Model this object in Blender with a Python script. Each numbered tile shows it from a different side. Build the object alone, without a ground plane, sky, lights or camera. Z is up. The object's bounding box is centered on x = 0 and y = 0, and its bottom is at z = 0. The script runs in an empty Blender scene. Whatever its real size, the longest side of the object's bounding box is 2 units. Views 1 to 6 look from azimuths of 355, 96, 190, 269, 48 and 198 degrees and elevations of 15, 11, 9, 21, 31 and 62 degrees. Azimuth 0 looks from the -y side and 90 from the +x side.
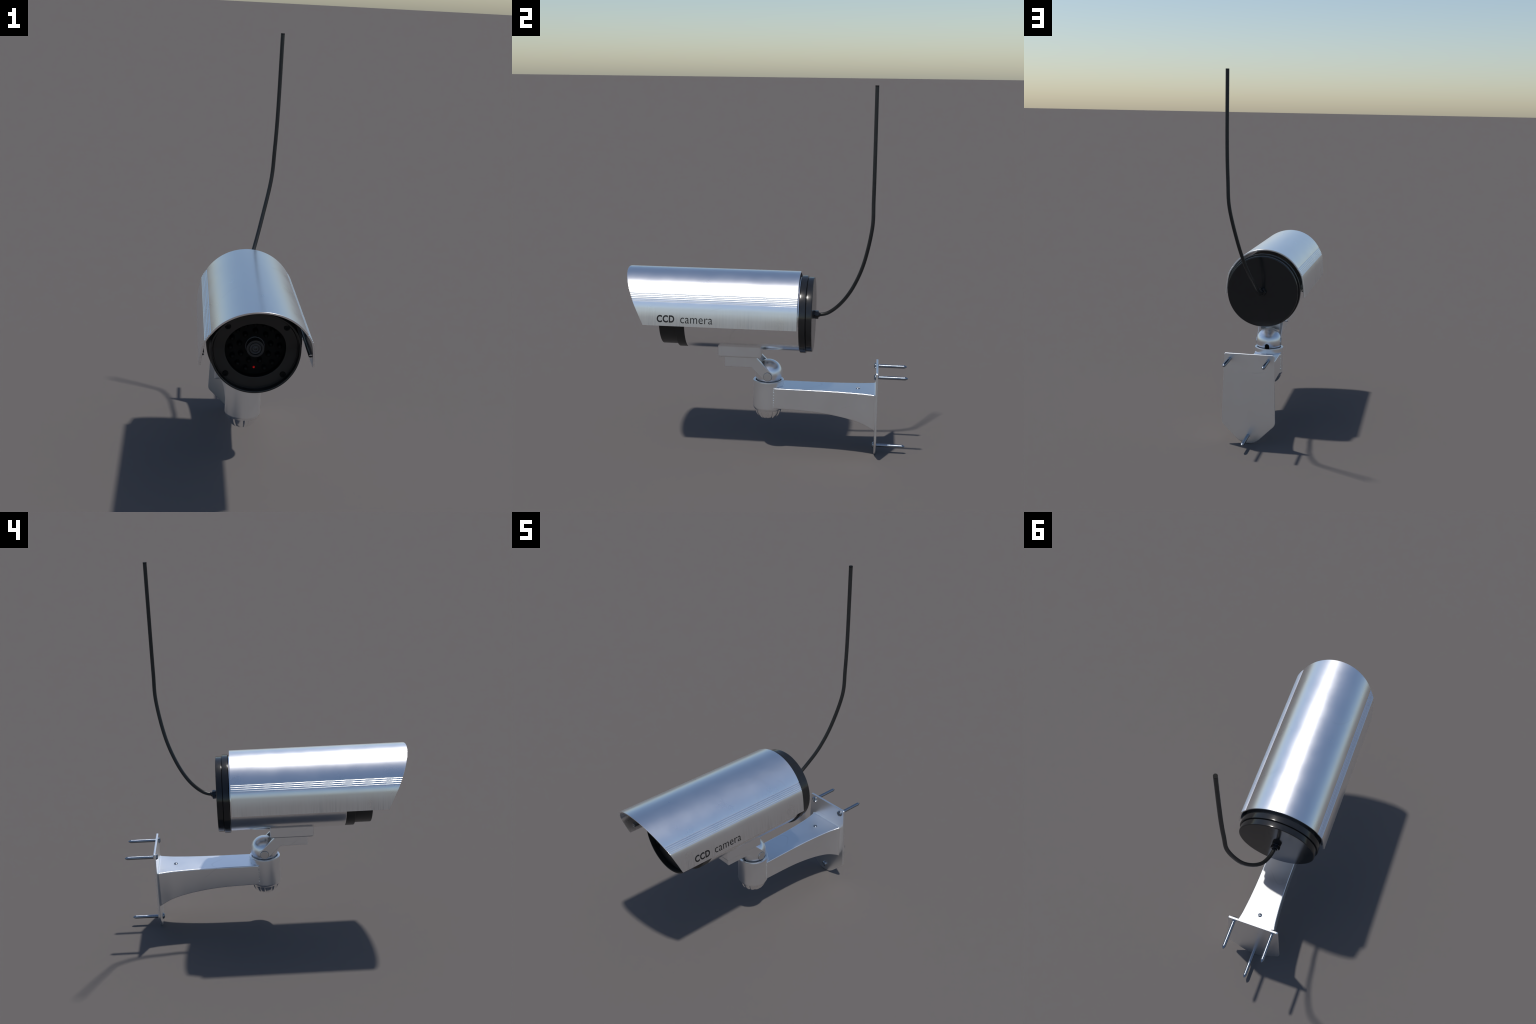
# A silver bullet security camera on a wall bracket, with a cable rising from its back.
import bpy, bmesh, math, random
from mathutils import Vector, Matrix, noise

rng = random.Random(7)
AX = 0.772            # height of the housing's axis
JY = 0.0055           # y of the joint's vertical axis

# ------------------------------------------------------------------ materials
def nodes_of(name):
    m = bpy.data.materials.new(name)
    m.use_nodes = True
    nt = m.node_tree
    return m, nt, nt.nodes["Principled BSDF"]

def N(nt, kind, **kw):
    n = nt.nodes.new(kind)
    for k, v in kw.items():
        setattr(n, k, v)
    return n

def math_node(nt, op, a, b=None, c=None):
    n = N(nt, "ShaderNodeMath", operation=op)
    for i, v in enumerate((a, b, c)):
        if v is None:
            continue
        if isinstance(v, (int, float)):
            n.inputs[i].default_value = v
        else:
            nt.links.new(v, n.inputs[i])
    return n.outputs[0]

def ramp(nt, fac, lo, hi, out_lo=0.0, out_hi=1.0):
    n = N(nt, "ShaderNodeMapRange")
    n.clamp = True
    nt.links.new(fac, n.inputs[0])
    for i, v in enumerate((lo, hi, out_lo, out_hi)):
        n.inputs[i + 1].default_value = v
    return n.outputs[0]

def noise_tex(nt, vec, scale, detail=2.0, rough=0.5, mapping=None):
    if mapping:
        mp = N(nt, "ShaderNodeMapping")
        mp.inputs["Scale"].default_value = mapping[0]
        mp.inputs["Location"].default_value = mapping[1]
        mp.inputs["Rotation"].default_value = mapping[2] if len(mapping) > 2 else (0, 0, 0)
        nt.links.new(vec, mp.inputs["Vector"])
        vec = mp.outputs[0]
    t = N(nt, "ShaderNodeTexNoise")
    t.inputs["Scale"].default_value = scale
    t.inputs["Detail"].default_value = detail
    t.inputs["Roughness"].default_value = rough
    nt.links.new(vec, t.inputs["Vector"])
    return t.outputs["Fac"]

def scratches(nt, co):
    """thin wandering scratch lines: the level line of a smooth noise, kept only in patches"""
    out = None
    for k, (sc, loc) in enumerate(((3.4, (1.3, 4.1, 2.2)), (4.6, (7.7, 1.9, 5.3)))):
        a = noise_tex(nt, co, sc, 0.0, 0.4, ((1, .55, 1), loc, (.4, .6 + k, .3)))
        line = ramp(nt, math_node(nt, "ABSOLUTE", math_node(nt, "SUBTRACT", a, 0.5)), 0.0010, 0.0060, 1.0, 0.0)
        patch = ramp(nt, noise_tex(nt, co, 6.0, 1.0, 0.5, ((1, 1, 1), (loc[1], loc[2], loc[0]))), 0.58, 0.66)
        s = math_node(nt, "MULTIPLY", line, patch)
        out = s if out is None else math_node(nt, "MAXIMUM", out, s)
    return out

def metal(name, colour, rough, streak=None, scratch=0.35, cloud=0.02, bump=0.0, bump_scale=700.0):
    m, nt, p = nodes_of(name)
    co = N(nt, "ShaderNodeTexCoord").outputs["Object"]
    p.inputs["Metallic"].default_value = 1.0
    dark = math_node(nt, "MULTIPLY", scratches(nt, co), scratch)
    if streak:
        z0, z1, strength = streak
        sep = N(nt, "ShaderNodeSeparateXYZ")
        nt.links.new(co, sep.inputs[0])
        # run-off grime: fine vertical streaks that start at the lower edge of the sheet
        low = ramp(nt, sep.outputs["Z"], z0, z1, 1.0, 0.0)
        fine = ramp(nt, noise_tex(nt, co, 1.0, 3.0, 0.65, ((2, 150, 5), (0, 0, 0))), 0.44, 0.72)
        broad = ramp(nt, noise_tex(nt, co, 1.0, 1.0, 0.5, ((1, 9, 2), (3, 1, 0))), 0.30, 0.62)
        g = math_node(nt, "MULTIPLY", math_node(nt, "MULTIPLY", fine, broad), math_node(nt, "POWER", low, 1.3))
        dark = math_node(nt, "ADD", dark, math_node(nt, "MULTIPLY", g, strength))
    mix = N(nt, "ShaderNodeMix", data_type="RGBA", clamp_factor=True)
    nt.links.new(dark, mix.inputs["Factor"])
    mix.inputs["A"].default_value = (*colour, 1)
    mix.inputs["B"].default_value = (0.16, 0.155, 0.15, 1)
    nt.links.new(mix.outputs["Result"], p.inputs["Base Color"])
    cl = noise_tex(nt, co, 8.0, 3.0, 0.5)
    r = math_node(nt, "ADD", ramp(nt, cl, 0.3, 0.7, rough - cloud, rough + cloud), math_node(nt, "MULTIPLY", dark, 0.25))
    nt.links.new(r, p.inputs["Roughness"])
    if bump:
        b = N(nt, "ShaderNodeBump")
        b.inputs["Strength"].default_value = bump
        b.inputs["Distance"].default_value = 0.001
        nt.links.new(noise_tex(nt, co, bump_scale, 2.0), b.inputs["Height"])
        nt.links.new(b.outputs[0], p.inputs["Normal"])
    return m

def plastic(name, colour, rough, spec=0.5, grain=0.15):
    m, nt, p = nodes_of(name)
    co = N(nt, "ShaderNodeTexCoord").outputs["Object"]
    f = noise_tex(nt, co, 40.0, 4.0, 0.6)
    mix = N(nt, "ShaderNodeMix", data_type="RGBA")
    nt.links.new(ramp(nt, f, 0.3, 0.7), mix.inputs["Factor"])
    mix.inputs["A"].default_value = (*[c * (1 - grain) for c in colour], 1)
    mix.inputs["B"].default_value = (*[c * (1 + grain) for c in colour], 1)
    nt.links.new(mix.outputs["Result"], p.inputs["Base Color"])
    nt.links.new(ramp(nt, f, 0.3, 0.7, rough * 0.9, rough * 1.1), p.inputs["Roughness"])
    p.inputs["Specular IOR Level"].default_value = spec
    return m

M_HOOD = metal("hood_aluminium", (0.93, 0.93, 0.935), 0.29, (0.735, 0.842, 0.36), 0.04)
M_BODY = metal("housing_aluminium", (0.93, 0.925, 0.925), 0.22, None, 0.10, 0.01)
M_BRACKET = metal("bracket_aluminium", (0.92, 0.925, 0.935), 0.32, None, 0.09)
M_PIN = metal("pin_steel", (0.76, 0.75, 0.74), 0.36, None, 0.1, 0.08, 0.5, 260.0)
M_SCREW = metal("screw_steel", (0.27, 0.30, 0.345), 0.22, None, 0.1)
M_CAP = plastic("gloss_black_plastic", (0.0115, 0.0120, 0.0128), 0.15)
M_FRONT = plastic("satin_black_plastic", (0.0095, 0.0095, 0.0095), 0.34)
M_DARK = plastic("matt_black", (0.002, 0.002, 0.002), 0.6, 0.15)
M_RUBBER = plastic("cable_rubber", (0.012, 0.013, 0.0135), 0.42)
M_GLAND = plastic("gland_plastic", (0.006, 0.007, 0.009), 0.22)
M_INK = plastic("letter_ink", (0.007, 0.007, 0.0075), 0.5)
M_LENS_RING = plastic("lens_ring", (0.017, 0.018, 0.020), 0.40)
M_LENS_DARK = plastic("lens_groove", (0.003, 0.0035, 0.0045), 0.45)
M_LENS_EDGE = plastic("lens_collar", (0.032, 0.035, 0.041), 0.35)
M_LED = plastic("red_led", (0.55, 0.004, 0.004), 0.3, grain=0.05)
_p = M_LED.node_tree.nodes["Principled BSDF"]
_p.inputs["Emission Color"].default_value = (1.0, 0.01, 0.01, 1)
_p.inputs["Emission Strength"].default_value = 0.12

# ------------------------------------------------------------------ helpers
def link(me, name, mat, parent, angle=35, weigh=False):
    for p in me.polygons:
        p.use_smooth = True
    me.set_sharp_from_angle(angle=math.radians(angle))
    if mat:
        me.materials.clear()
        me.materials.append(mat)
    ob = bpy.data.objects.new(name, me)
    bpy.context.scene.collection.objects.link(ob)
    ob.parent = parent
    if weigh:
        md = ob.modifiers.new("weigh", "WEIGHTED_NORMAL")
        md.mode, md.weight, md.keep_sharp = "FACE_AREA", 100, True
        bpy.context.view_layer.update()
        nm = bpy.data.meshes.new_from_object(ob.evaluated_get(bpy.context.evaluated_depsgraph_get()))
        ob.modifiers.clear()
        ob.data = nm
        bpy.data.meshes.remove(me)
        nm.name = name
    return ob

def finish(bm, name, mat, parent, angle=35, bevel=0.0, segs=2, bevel_angle=40):
    bmesh.ops.remove_doubles(bm, verts=bm.verts, dist=1e-6)
    bmesh.ops.recalc_face_normals(bm, faces=bm.faces)
    if bevel:
        es = [e for e in bm.edges if len(e.link_faces) == 2 and e.calc_face_angle(0) > math.radians(bevel_angle)]
        bmesh.ops.bevel(bm, geom=es, offset=bevel, segments=segs, affect="EDGES", profile=0.5, clamp_overlap=True)
    me = bpy.data.meshes.new(name)
    bm.to_mesh(me)
    bm.free()
    return link(me, name, mat, parent, 80 if bevel else angle, mat is not None)

def lathe_bm(profile, origin, axis="Y", n=96, shape=None):
    """revolve (radius, position along the axis); radius 0 closes the end"""
    bm = bmesh.new()
    rings = []
    for r, t in profile:
        ring = []
        for i in range(n if r > 1e-9 else 1):
            a = 2 * math.pi * i / n
            rr = shape(r, t, a) if shape else r
            u, v = rr * math.cos(a), rr * math.sin(a)
            if axis == "Y":
                co = (origin[0] + u, t, origin[2] + v)
            elif axis == "X":
                co = (t, origin[1] + u, origin[2] + v)
            else:
                co = (origin[0] + u, origin[1] + v, t)
            ring.append(bm.verts.new(co))
        rings.append(ring)
    for a, b in zip(rings, rings[1:]):
        for i in range(n):
            j = (i + 1) % n
            if len(a) == 1 and len(b) == 1:
                break
            if len(a) == 1:
                bm.faces.new((a[0], b[i], b[j]))
            elif len(b) == 1:
                bm.faces.new((a[i], b[0], a[j]))
            else:
                bm.faces.new((a[i], b[i], b[j], a[j]))
    return bm

def lathe(name, profile, mat, parent, origin=(0, 0, AX), axis="Y", n=96, shape=None, angle=35):
    return finish(lathe_bm(profile, origin, axis, n, shape), name, mat, parent, angle)

def loft(name, sections, mat, parent, angle=35, bevel=0.0, closed=True, bevel_angle=40, caps=True):
    bm = bmesh.new()
    rows = [[bm.verts.new(c) for c in s] for s in sections]
    m = len(rows[0])
    for a, b in zip(rows, rows[1:]):
        for i in range(m if closed else m - 1):
            j = (i + 1) % m
            bm.faces.new((a[i], a[j], b[j], b[i]))
    if caps:
        bm.faces.new(rows[0])
        bm.faces.new(rows[-1][::-1])
    return finish(bm, name, mat, parent, angle, bevel, 2, bevel_angle)

def box(name, lo, hi, mat, parent, bevel=0.003):
    c = [[(x, y, lo[2]) for x, y in ((lo[0], lo[1]), (hi[0], lo[1]), (hi[0], hi[1]), (lo[0], hi[1]))]]
    c.append([(x, y, hi[2]) for x, y, _ in c[0]])
    return loft(name, c, mat, parent, 35, bevel)

def prism(name, poly, axis, a, b, mat, parent, bevel=0.002):
    def put(u, v, t):
        return (t, u, v) if axis == "X" else (u, t, v)
    return loft(name, [[put(u, v, a) for u, v in poly], [put(u, v, b) for u, v in poly]], mat, parent, 30, bevel)

def catmull(pts, n):
    P = [Vector(p) for p in pts]
    P = [2 * P[0] - P[1]] + P + [2 * P[-1] - P[-2]]
    out = []
    for i in range(1, len(P) - 2):
        a, b, c, d = P[i - 1:i + 3]
        for k in range(n):
            t = k / n
            out.append(0.5 * (2 * b + (c - a) * t + (2 * a - 5 * b + 4 * c - d) * t * t + (3 * b - a - 3 * c + d) * t ** 3))
    out.append(P[-2])
    return out

def tube_bm(path, radius, n=20, wobble=None):
    bm = bmesh.new()
    rows, up = [], None
    for i, p in enumerate(path):
        t = (path[min(i + 1, len(path) - 1)] - path[max(i - 1, 0)]).normalized()
        if up is None:
            up = t.orthogonal().normalized()
        up = (up - t * up.dot(t)).normalized()
        side = t.cross(up)
        row = []
        for k in range(n):
            a = 2 * math.pi * k / n
            r = radius * (wobble(p, a) if wobble else 1.0)
            row.append(bm.verts.new(p + (up * math.cos(a) + side * math.sin(a)) * r))
        rows.append(row)
    for a, b in zip(rows, rows[1:]):
        for k in range(n):
            j = (k + 1) % n
            bm.faces.new((a[k], a[j], b[j], b[k]))
    return bm, rows

def lerp_table(tab, x):
    for (x0, y0), (x1, y1) in zip(tab, tab[1:]):
        if x <= x1:
            t = max(0.0, (x - x0) / (x1 - x0))
            return y0 + (y1 - y0) * t
    return tab[-1][1]

def smooth_table(tab, x):
    pts = catmull([(a, b, 0) for a, b in tab], 12)
    return lerp_table([(p.x, p.y) for p in pts], x)

def boolean(ob, cutter, op="DIFFERENCE"):
    md = ob.modifiers.new("cut", "BOOLEAN")
    md.operation, md.object, md.solver = op, cutter, "EXACT"
    bpy.context.view_layer.update()
    dg = bpy.context.evaluated_depsgraph_get()
    me = bpy.data.meshes.new_from_object(ob.evaluated_get(dg))
    ob.modifiers.clear()
    old = ob.data
    ob.data = me
    me.name = old.name
    bpy.data.meshes.remove(old)
    cm = cutter.data
    bpy.data.objects.remove(cutter)
    bpy.data.meshes.remove(cm)
    for p in me.polygons:
        p.use_smooth = True
    me.set_sharp_from_angle(angle=math.radians(35))

# ------------------------------------------------------------------ the thing
root = bpy.data.objects.new("security_camera", None)
bpy.context.scene.collection.objects.link(root)
root["label"] = "silver bullet security camera with sunshield, wall bracket and black cable"
root["category"] = "security camera"

# ------------------------------------------------------------------ housing
housing = lathe("camera_housing", [(0, -0.430), (0.185, -0.430), (0.2010, -0.4285), (0.2020, -0.4255), (0.2025, 0.1800), (0, 0.1800)],
                M_BODY, root, n=160)

lathe("rear_flange", [(0, 0.175), (0.2035, 0.1815), (0.2090, 0.1825), (0.2110, 0.1845), (0.2115, 0.188), (0.2115, 0.2110),
                      (0.2105, 0.2142), (0.2077, 0.2155), (0, 0.2155)], M_CAP, housing, n=160)
lathe("end_cap", [(0, 0.213), (0.2000, 0.2145), (0.2026, 0.2170), (0.2036, 0.2195), (0.2036, 0.2435), (0.2027, 0.2472), (0.2000, 0.2488), (0.1960, 0.2492),
                  (0, 0.2492)], M_CAP, housing, n=160)
lathe("collar_ring", [(0, -0.4240), (0.1996, -0.4238), (0.2006, -0.4258), (0.2006, -0.4745), (0.1990, -0.4775), (0.180, -0.4780), (0, -0.478)],
      M_FRONT, housing, n=160)

def rake_at(d):
    return max(0.0, 0.233 * (d - 0.006 + math.sqrt((d - 0.006) ** 2 + 0.0001)) - 0.001)

def rake(bm):
    """the upper half of the front leans forward under the hood, the lower half stands upright"""
    for v in bm.verts:
        d = v.co.z - AX
        f = rake_at(d)
        w = min(1.0, max(0.0, (-0.470 - v.co.y) / 0.03))
        v.co.y -= max(0.0, f) * w
    return bm

# bezel tube with a deep rim, faceplate inside it, and the round window opening in the faceplate
bez = rake(lathe_bm([(0.184, -0.465), (0.1868, -0.4720), (0.1873, -0.480), (0.1873, -0.500), (0.1873, -0.5655), (0.1865, -0.5680), (0.1845, -0.5690), (0.1815, -0.5690),
                     (0.1795, -0.5680), (0.1790, -0.5660), (0.1785, -0.5390), (0.1600, -0.5380)], (0, 0, AX), "Y", 160))
finish(bez, "front_bezel", M_FRONT, housing)
face = rake(lathe_bm([(0.1780, -0.5300), (0.1745, -0.5330), (0.1738, -0.5425), (0.1728, -0.5437), (0.150, -0.5440), (0.1275, -0.5440), (0.1262, -0.5434),
                      (0.1255, -0.5420), (0.1255, -0.5380)], (0, 0, AX), "Y", 160))
finish(face, "faceplate", M_FRONT, housing)
rim = rake(lathe_bm([(0.1262, -0.5405), (0.1262, -0.5030)], (0, 0, AX), "Y", 160))
finish(rim, "window_wall", M_DARK, housing)
back = (lathe_bm([(0.176, -0.504), (0.1280, -0.5050)] + [(0.1280 * k / 12, -0.5055) for k in range(11, 0, -1)] + [(0, -0.5055)], (0, 0, AX), "Y", 96))
finish(back, "window_back", M_DARK, housing)

def front_y(z, y):
    d = z - AX
    return y - rake_at(d)

# dark screw heads at the faceplate's rim
mesh = None
for ang in (43, 137, 223, 317):
    x, z = 0.1625 * math.cos(math.radians(ang)), AX + 0.1625 * math.sin(math.radians(ang))
    y = front_y(z, -0.5437)
    if mesh is None:
        o = lathe("faceplate_screw", [(0.0125, 0.004), (0.0125, -0.0030), (0.0115, -0.0045), (0.0060, -0.0048), (0.0050, -0.0020), (0, -0.0015)],
                  M_DARK, housing, (0, 0, 0), "Y", 32)
        mesh = o.data
    else:
        o = bpy.data.objects.new("faceplate_screw", mesh)
        bpy.context.scene.collection.objects.link(o)
        o.parent = housing
    o.location = (x, y, z)

# infrared diodes standing round the lens
mesh = None
for count, rad, off in ((9, 0.066, 0.0), (16, 0.102, 0.1)):
    for k in range(count):
        a = 2 * math.pi * (k + off) / count + math.pi / 2
        if rad > 0.09 and abs(a - 1.5 * math.pi) < 0.22:
            continue
        if mesh is None:
            o = lathe("infrared_diode", [(0.0115, 0.018), (0.0115, -0.005), (0.0100, -0.0065), (0.0098, -0.0190), (0.0085, -0.0235), (0.0050, -0.0265), (0, -0.0275)],
                      M_DARK, housing, (0, 0, 0), "Y", 24)
            mesh = o.data
        else:
            o = bpy.data.objects.new("infrared_diode", mesh)
            bpy.context.scene.collection.objects.link(o)
            o.parent = housing
        o.location = (rad * math.cos(a), -0.5050 - 0.5 * rake_at(rad * math.sin(a) - 0.042), AX + rad * math.sin(a))

lathe("red_indicator", [(0.0046, -0.505), (0.0046, -0.5085), (0.0034, -0.5105), (0, -0.5113)], M_LED, housing, (0, 0, 0.6765), n=24)

lens = lathe("lens_barrel", [(0.0385, -0.5045), (0.0385, -0.5090), (0.0368, -0.5110), (0.0368, -0.5450), (0.0360, -0.5470), (0.0280, -0.5472),
                             (0.0270, -0.5462), (0.0264, -0.5400), (0, -0.5390)], M_LENS_RING, housing, n=64)
lathe("lens_collar", [(0.0375, -0.5050), (0.0405, -0.5060), (0.0412, -0.5085), (0.0400, -0.5110), (0.0368, -0.5115)], M_LENS_EDGE, lens, n=64)
lathe("lens_groove", [(0.0266, -0.5440), (0.0262, -0.5412), (0.0232, -0.5412), (0.0228, -0.5400)], M_LENS_DARK, lens, n=64)
lathe("lens_ring", [(0.0236, -0.5405), (0.0234, -0.5450), (0.0224, -0.5458), (0.0172, -0.5456), (0.0164, -0.5445), (0.0160, -0.5420)], M_LENS_EDGE, lens, n=64)
lathe("lens_groove", [(0.0164, -0.5432), (0.0110, -0.5436)], M_LENS_DARK, lens, n=64)
lathe("lens_ring", [(0.0122, -0.5420), (0.0122, -0.5444), (0.0114, -0.5450), (0.0074, -0.5446), (0.0068, -0.5425)], M_LENS_EDGE, lens, n=64)
lathe("lens_glass", [(0.0072, -0.5428), (0.0045, -0.5442), (0, -0.5446)], M_LENS_RING, lens, n=48)

# ------------------------------------------------------------------ hood
HR, HZ = 0.2274, 0.7771           # crown of the hood
def hood_half():
    pts = []
    a0 = math.radians(32.4)
    for i in range(41):
        a = math.pi / 2 + (a0 - math.pi / 2) * i / 40
        pts.append(Vector((HR * math.cos(a), HZ + HR * math.sin(a), 0)))
    low = [(0.1690, 0.9292), pts[-1].xy, (0.2043, 0.8810), (0.2140, 0.8620), (0.2207, 0.8400), (0.2252, 0.8150), (0.2286, 0.7900), (0.2311, 0.7650), (0.2335, 0.7362)]
    sm = catmull([(p[0], p[1], 0) for p in low], 14)
    start = 14                    # drop the lead-in span
    return pts[:-1] + sm[start:]

half = hood_half()
SIDE = [(p.y, p.x) for p in reversed(half)]
def hood_x(z):
    return lerp_table(SIDE, z)

def resample(pts, extra):
    """walk along the half profile; extra arc lengths become points as well"""
    L = [0.0]
    for a, b in zip(pts, pts[1:]):
        L.append(L[-1] + (b - a).length)
    at = sorted(set([round(l, 6) for l in L] + [round(e, 6) for e in extra]))
    out = []
    for s in at:
        for i in range(len(L) - 1):
            if s <= L[i + 1] + 1e-7:
                t = (s - L[i]) / (L[i + 1] - L[i])
                p = pts[i].lerp(pts[i + 1], max(0, min(1, t)))
                d = (pts[i + 1] - pts[i]).normalized()
                out.append((s, p, Vector((-d.y, d.x, 0)) * -1))
                break
    return out, L

GROOVES, GUP, GLOW, GD = 5, 0.0021, 0.0045, 0.0031   # steep upper wall, shallow lower wall
L0 = 0.0
for a, b in zip(half, half[1:]):
    L0 += (b - a).length
Lz = [0.0]
for a, b in zip(half, half[1:]):
    Lz.append(Lz[-1] + (b - a).length)
def arc_at(z):
    for i in range(len(half) - 1):
        if half[i + 1].y <= z <= half[i].y:
            t = (half[i].y - z) / (half[i].y - half[i + 1].y)
            return Lz[i] + t * (Lz[i + 1] - Lz[i])
g0, g1 = arc_at(0.8990), arc_at(0.8645)
centres = [g0 + (g1 - g0) * k / (GROOVES - 1) for k in range(GROOVES)]
extra = []
for c in centres:
    extra += [c - GUP, c, c + GLOW]
samples, _ = resample(half, extra)
def in_groove(s):
    return max(0.0, max(1 - (s - c) / GLOW if s > c else 1 - (c - s) / GUP for c in centres))
side_sign = -1 if (samples[0][1] - samples[0][2]).y > samples[0][1].y else 1
T, TR = 0.0085, 0.0014
def hood_section(e):
    """closed cross-section; e pulls both skins together for the rounded rims"""
    out = [p - n * side_sign * (GD * in_groove(s) + e) for s, p, n in samples]
    inn = [p - n * side_sign * (T - e) for s, p, n in samples]
    return ([(-p.x, p.y) for p in reversed(out)] + [(p.x, p.y) for p in out[1:]] +
            [(p.x, p.y) for p in reversed(inn)] + [(-p.x, p.y) for p in inn[1:]])
def hood_front(z):
    return -0.6456 - 0.4657 * (z - 0.7370)
REAR = 0.1745
rows_at = [(0.0, 0.0, TR), (0.0, TR * 0.35, TR * 0.35), (0.0, TR, 0.0)] + [(f, 0.0, 0.0) for f in (0.25, 0.5, 0.75)] + [(1.0, -TR, 0.0), (1.0, -TR * 0.35, TR * 0.35), (1.0, 0.0, TR)]
bm = bmesh.new()
rows = []
for f, dy, e in rows_at:
    rows.append([bm.verts.new((x, hood_front(z) * (1 - f) + REAR * f + dy, z)) for x, z in hood_section(e)])
m = len(rows[0])
half_m = m // 2
for a, b in zip(rows, rows[1:]):
    for i in range(m):
        j = (i + 1) % m
        bm.faces.new((a[i], a[j], b[j], b[i]))
for row in (rows[0], rows[-1]):                            # end faces as a strip between the two skins
    for i in range(half_m - 1):
        bm.faces.new((row[i], row[i + 1], row[m - 2 - i], row[m - 1 - i]))
hood = finish(bm, "sunshield_hood", M_HOOD, root, 34)

# screw channel along each inner side of the hood, and the rib on the housing it slides over
def c_channel(side):
    cx, cz, ro, ri = 0.2182, 0.7724, 0.0078, 0.0044
    a0, a1 = math.radians(180 + 32), math.radians(180 + 360 - 32)
    arc = [a0 + (a1 - a0) * i / 20 for i in range(21)]
    pts = [(cx + ro * math.cos(a), cz + ro * math.sin(a)) for a in arc] + [(cx + ri * math.cos(a), cz + ri * math.sin(a)) for a in reversed(arc)]
    return [(side * x, z) for x, z in pts]
for side in (1, -1):
    prism("screw_channel", c_channel(side), "Y", -0.622, 0.1725, M_HOOD, hood, 0.0)
    lo, hi = sorted((side * 0.1960, side * 0.2100))
    box("hood_rib", (lo, -0.4225, 0.7655), (hi, 0.1730, 0.7800), M_BODY, housing, 0.001)

# lettering: each letter a thin raised shape that follows the curved side
def word(text, y0, y1, z0, z1, measure, bold):
    cu = bpy.data.curves.new("letter_curve", "FONT")
    cu.body = text
    cu.space_character = 1.10 if bold > 0.02 else 1.04
    cu.size, cu.extrude, cu.offset, cu.resolution_u = 1.0, 0.02, bold, 4
    ob = bpy.data.objects.new("letter_curve", cu)
    bpy.context.scene.collection.objects.link(ob)
    bpy.context.view_layer.update()
    me = bpy.data.meshes.new_from_object(ob.evaluated_get(bpy.context.evaluated_depsgraph_get()))
    bpy.data.objects.remove(ob)
    bpy.data.curves.remove(cu)
    bm = bmesh.new()
    bm.from_mesh(me)
    bpy.data.meshes.remove(me)
    bmesh.ops.remove_doubles(bm, verts=bm.verts, dist=1e-5)
    xs, zs = [v.co.x for v in bm.verts], [v.co.y for v in bm.verts]
    for v in bm.verts:
        y = y0 + (v.co.x - min(xs)) / (max(xs) - min(xs)) * (y1 - y0)
        z = z0 + (v.co.y - min(zs)) / (max(zs) - min(zs)) * (z1 - z0)
        v.co = (hood_x(z) + (0.0009 if v.co.z > 0 else -0.0010), y, z)
    seen = set()
    for f in bm.faces:
        if f.index in seen:
            continue
        stack, isl = [f], []
        seen.add(f.index)
        while stack:
            g = stack.pop()
            isl.append(g)
            for e in g.edges:
                for h in e.link_faces:
                    if h.index not in seen:
                        seen.add(h.index)
                        stack.append(h)
        nb = bmesh.new()
        mp = {}
        for g in isl:
            for v in g.verts:
                if v not in mp:
                    mp[v] = nb.verts.new(v.co)
        for g in isl:
            try:
                nb.faces.new([mp[v] for v in g.verts])
            except ValueError:
                pass
        finish(nb, "letter", M_INK, hood, 30)
    bm.free()
word("CCD", -0.5680, -0.4735, 0.7545, 0.7940, None, 0.031)
word("camera", -0.4415, -0.2700, 0.7538, 0.7842, None, -0.004)

# ------------------------------------------------------------------ cable and gland
gland = lathe("cable_gland", [(0, 0.2470), (0.0220, 0.2480), (0.0225, 0.2500), (0.0225, 0.2540), (0.0215, 0.2555), (0.0225, 0.2570), (0.0225, 0.2715),
                              (0.0205, 0.2742), (0.0150, 0.2745), (0.0140, 0.2660), (0, 0.2650)], M_GLAND, root, n=6 * 8,
              shape=lambda r, t, a: r * (0.93 / math.cos((a % (math.pi / 3)) - math.pi / 6) if 0.2560 < t < 0.2735 and r > 0.016 else 1.0), angle=25)
lathe("gland_sleeve", [(0.0128, 0.2640), (0.0128, 0.2790), (0.0115, 0.2805), (0.0090, 0.2805)], M_GLAND, gland, n=32)
route = [(0, 0.250, 0.7712), (0.0012, 0.2720, 0.7716), (0.0085, 0.3292, 0.7888), (0.0237, 0.3974, 0.8500), (0.0556, 0.4598, 0.9486), (0.0906, 0.5120, 1.0859),
         (0.1291, 0.5485, 1.2728), (0.1385, 0.5512, 1.42), (0.1448, 0.5516, 1.62), (0.1472, 0.5504, 2.0)]
path = catmull(route, 10)
bm, rws = tube_bm(path, 0.0098, 24)
last = rws[-1]
prev = last
for dr, dz in ((0.88, 0.0), (0.80, -0.0010), (0.78, -0.012)):
    c = Vector(route[-1])
    cur = [bm.verts.new(Vector((c.x + (v.co.x - c.x) * dr, c.y + (v.co.y - c.y) * dr, c.z + dz))) for v in last]
    for k in range(24):
        j = (k + 1) % 24
        bm.faces.new((prev[k], prev[j], cur[j], cur[k]))
    prev = cur
cable = finish(bm, "cable", M_RUBBER, root)
top = Vector(route[-1])
lathe("cable_core", [(0.0096, top.z - 0.010), (0.0099, top.z - 0.0006), (0.0096, top.z + 0.0002), (0, top.z + 0.0002)], M_DARK, cable, (top.x, top.y, 0), "Z", 24)

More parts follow.
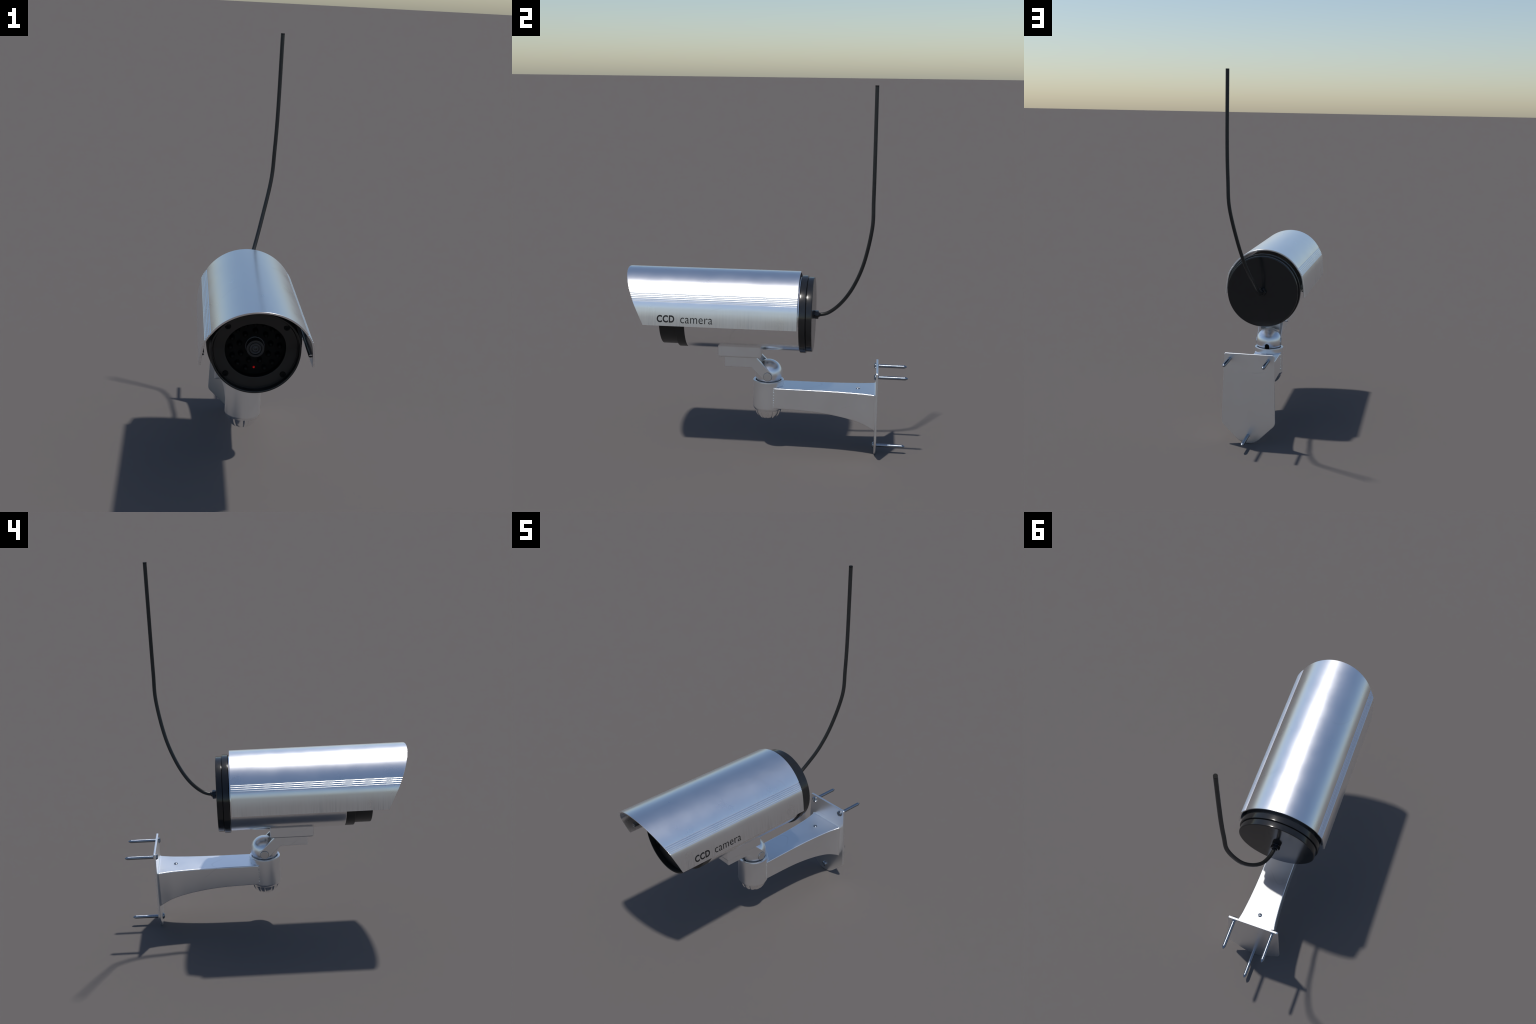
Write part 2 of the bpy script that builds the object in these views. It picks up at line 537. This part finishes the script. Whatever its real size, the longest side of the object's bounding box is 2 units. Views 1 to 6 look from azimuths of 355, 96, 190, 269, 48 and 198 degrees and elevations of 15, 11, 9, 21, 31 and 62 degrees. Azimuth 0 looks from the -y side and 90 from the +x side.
# ------------------------------------------------------------------ mount and yoke under the housing
mount = box("mounting_block", (-0.1095, -0.2620, 0.5405), (0.1095, -0.0262, 0.6250), M_BRACKET, root, 0.0100)
PY, PZ, PR = 0.0075, 0.4300, 0.0285
s = math.sqrt(0.5)
arm_poly = [(-0.2288, 0.5438), (-0.2288, 0.4790), (-0.0830, 0.4790)]
for i in range(13):
    a = math.radians(-135 + 180 * i / 12)
    arm_poly.append((PY + PR * math.cos(a), PZ + PR * math.sin(a)))
d = PY + PR * s + PZ + PR * s
arm_poly.append((d - 0.5438, 0.5438))
for side in (1, -1):
    lo, hi = sorted((side * 0.0560, side * 0.0715))
    prism("yoke_arm", arm_poly, "X", lo, hi, M_BRACKET, mount, 0.0022)
box("yoke_block", (-0.0600, -0.2278, 0.4800), (0.0600, -0.0760, 0.5440), M_BRACKET, mount, 0.0015)

# ------------------------------------------------------------------ joint: ball in a cup
R, BZ = 0.0755, 0.4325
prof = [(0, BZ - R)] + [(R * math.sin(math.radians(a)), BZ - R * math.cos(math.radians(a))) for a in range(4, 178, 4)] + [(0, BZ + R)]
bmb = lathe_bm(prof, (0, JY + 0.001, 0), "Z", 96)
for v in bmb.verts:                                    # flattened where the yoke grips it
    v.co.x = max(-0.0700, min(0.0700, v.co.x))
ball = finish(bmb, "joint_ball", M_BRACKET, root, 40)
slot = []
for i in range(17):
    a = math.pi * i / 16
    slot.append((0.0135 * math.cos(a), 0.4120 + 0.0135 * math.sin(a)))
slot += [(-0.0135, 0.350), (0.0135, 0.350)]
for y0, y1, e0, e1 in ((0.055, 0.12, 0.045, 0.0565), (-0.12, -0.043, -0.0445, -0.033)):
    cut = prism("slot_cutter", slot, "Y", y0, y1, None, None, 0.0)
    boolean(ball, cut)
    prism("slot_dark_plug", [(u * 0.98, v) for u, v in slot], "Y", e0, e1, M_DARK, ball, 0.0)  # solid black plug at the floor of the cut slot
for side in (1, -1):
    lathe("pin_dark_ring", [(0.0242, side * 0.0650), (0.0242, side * 0.0719), (0.0226, side * 0.0720)], M_DARK, ball, (0, 0.0080, 0.4290), "X", 40)  # no gap is cut; a thin black ring runs round the pin
    lathe("joint_pin", [(0.0230, side * 0.060), (0.0230, side * 0.0732), (0.0216, side * 0.0752), (0, side * 0.0755)], M_PIN, ball, (0, 0.0080, 0.4290), "X", 40)

bracket = lathe("joint_cup", [(0, 0.226), (0.0745, 0.2290), (0.0790, 0.2330), (0.0838, 0.2420), (0.0845, 0.2470), (0.0845, 0.3910), (0.0838, 0.3945), (0.0815, 0.3962),
                              (0.0728, 0.3962), (0.0708, 0.3945), (0.0700, 0.3910), (0.0700, 0.3600), (0, 0.3550)], M_BRACKET, root, (0, JY, 0), "Z", 128)
def knob_shape(r, t, a):
    k = max(0.0, math.cos(12 * a)) ** 0.8
    return r * (1 - 0.075 * k * min(1.0, (0.2345 - t) / 0.003) * min(1.0, max(0.0, (r - 0.012) / 0.03)))
lathe("tightening_knob", [(0, 0.2340), (0.0730, 0.2338), (0.0748, 0.2310), (0.0745, 0.2270), (0.0724, 0.2185), (0.0684, 0.2080), (0.0624, 0.1976), (0.0544, 0.1882), (0.0435, 0.1804),
                          (0.0320, 0.1752), (0.0180, 0.1724), (0, 0.1718)], M_BODY, bracket, (0, JY, 0), "Z", 288, knob_shape, 32)

# ------------------------------------------------------------------ arm
WIDTH = [(0.02, 0.0770), (0.20, 0.0775), (0.30, 0.0785), (0.39, 0.0825), (0.46, 0.0880), (0.53, 0.0960), (0.597, 0.1115)]
UNDER = [(0.02, 0.2515), (0.17, 0.2478), (0.25, 0.2438), (0.32, 0.2370), (0.39, 0.2275), (0.46, 0.2145), (0.53, 0.1950), (0.597, 0.1640)]
TOPZ = 0.3670
def arm_section(y):
    w, zb, zt = smooth_table(WIDTH, y), smooth_table(UNDER, y), TOPZ
    f = max(0.0, (y - 0.584) / 0.0115)
    g = 0.0075 * (1 - math.sqrt(max(0.0, 1 - min(1, f) ** 2)))
    w, zb, zt = w + g, zb - g * 0.3, zt + g
    r, pts = 0.0050, []
    for cx, cz, a0 in ((w - r, zt - r, 0), (-w + r, zt - r, 90), (-w + r, zb + r, 180), (w - r, zb + r, 270)):
        for k in range(5):
            a = math.radians(a0 + 22.5 * k)
            pts.append((cx + r * math.cos(a), y, cz + r * math.sin(a)))
    return pts
ys = [0.024 + (0.584 - 0.024) * i / 48 for i in range(49)] + [0.584 + 0.0115 * i / 6 for i in range(1, 7)]
arm = loft("bracket_arm", [arm_section(y) for y in ys], M_BRACKET, bracket, 40)

# weld bead where the arm meets the cup
def bead(p, a):
    return 0.85 + 0.55 * noise.noise(p * 170) + 0.15 * math.sin(a * 3)
for side in (1, -1):
    xw = side * 0.0772
    yw = JY + math.sqrt(0.0850 ** 2 - xw ** 2)
    pts = [Vector((xw * 1.0, yw + 0.0015, 0.256 + (TOPZ - 0.256) * i / 90)) for i in range(91)]
    bmw, _ = tube_bm(pts, 0.0030, 10, bead)
    finish(bmw, "weld_bead", M_BRACKET, arm, 60)
pts = []
for i in range(121):
    a = math.radians(24.5 + (180 - 49) * i / 120)
    pts.append(Vector((0.0848 * math.cos(a), JY + 0.0848 * math.sin(a), TOPZ + 0.0005)))
bmw, _ = tube_bm(pts, 0.0034, 10, bead)
finish(bmw, "weld_bead", M_BRACKET, arm, 60)

# ------------------------------------------------------------------ wall plate
def rounded(poly, radii, n=6):
    out = []
    k = len(poly)
    for i in range(k):
        p, q, r = Vector(poly[i - 1]), Vector(poly[i]), Vector(poly[(i + 1) % k])
        a, b = q + (p - q).normalized() * radii[i], q + (r - q).normalized() * radii[i]
        for j in range(n + 1):
            t = j / n
            out.append(tuple(a * (1 - t) ** 2 + 2 * q * t * (1 - t) + b * t * t))
    return out
outline = rounded([(-0.1368, 0.4965), (-0.1478, 0.1080), (-0.0575, 0.0190), (-0.026, 0.0), (0.026, 0.0), (0.0575, 0.0190), (0.1478, 0.1080), (0.1368, 0.4965)],
                  [0.010, 0.016, 0.015, 0.018, 0.018, 0.015, 0.016, 0.010])
plate = prism("wall_plate", outline, "Y", 0.5940, 0.6058, M_BRACKET, bracket, 0.0024)

# ------------------------------------------------------------------ screws
def cross_cut(ob, c, axis, r, depth):
    for w in ((r, r * 0.24), (r * 0.24, r)):
        if axis == "Y":
            ct = box("cross_cutter", (c[0] - w[0], c[1] - depth, c[2] - w[1]), (c[0] + w[0], c[1] + depth, c[2] + w[1]), None, None, 0.0)
        else:
            ct = box("cross_cutter", (c[0] - w[0], c[1] - w[1], c[2] - depth), (c[0] + w[0], c[1] + w[1], c[2] + depth), None, None, 0.0)
        boolean(ob, ct)

def mounting_screw(x, z):
    R0, Y0, Y1 = 0.0090, 0.5935, 0.7500
    prof = [(0, 0.5825), (0.0050, 0.5828), (0.0105, 0.5840), (0.0148, 0.5866), (0.0170, 0.5902), (0.0174, 0.5938), (R0, 0.5942)]
    y = 0.6068
    while y < Y1 - 0.004:
        prof += [(R0, y), (R0 + 0.0006, y + 0.0016), (R0, y + 0.0032)]
        y += 0.0046
    prof += [(R0, Y1), (R0 * 0.93, Y1 + 0.0015), (R0 * 0.55, 0.7590), (0.0018, 0.7630), (0, 0.7636)]
    o = lathe("mounting_screw", prof, M_SCREW, plate, (x, 0, z), "Y", 32, None, 50)
    cross_cut(o, (x, 0.5820, z), "Y", 0.0085, 0.0045)
    return o
for x, z in ((0.1045, 0.4662), (-0.1057, 0.4662), (0.0, 0.0430)):
    mounting_screw(x, z)

cap_screw = lathe("arm_screw", [(0.0118, TOPZ - 0.004), (0.0118, TOPZ + 0.0005), (0.0108, TOPZ + 0.0022), (0.0080, TOPZ + 0.0034), (0.0040, TOPZ + 0.0042), (0, TOPZ + 0.0044)],
                  M_SCREW, arm, (0.0, 0.4990, 0), "Z", 32)
cross_cut(cap_screw, (0, 0.4990, TOPZ + 0.0045), "Z", 0.0072, 0.0032)

# smallest height of the object is the plate's tip
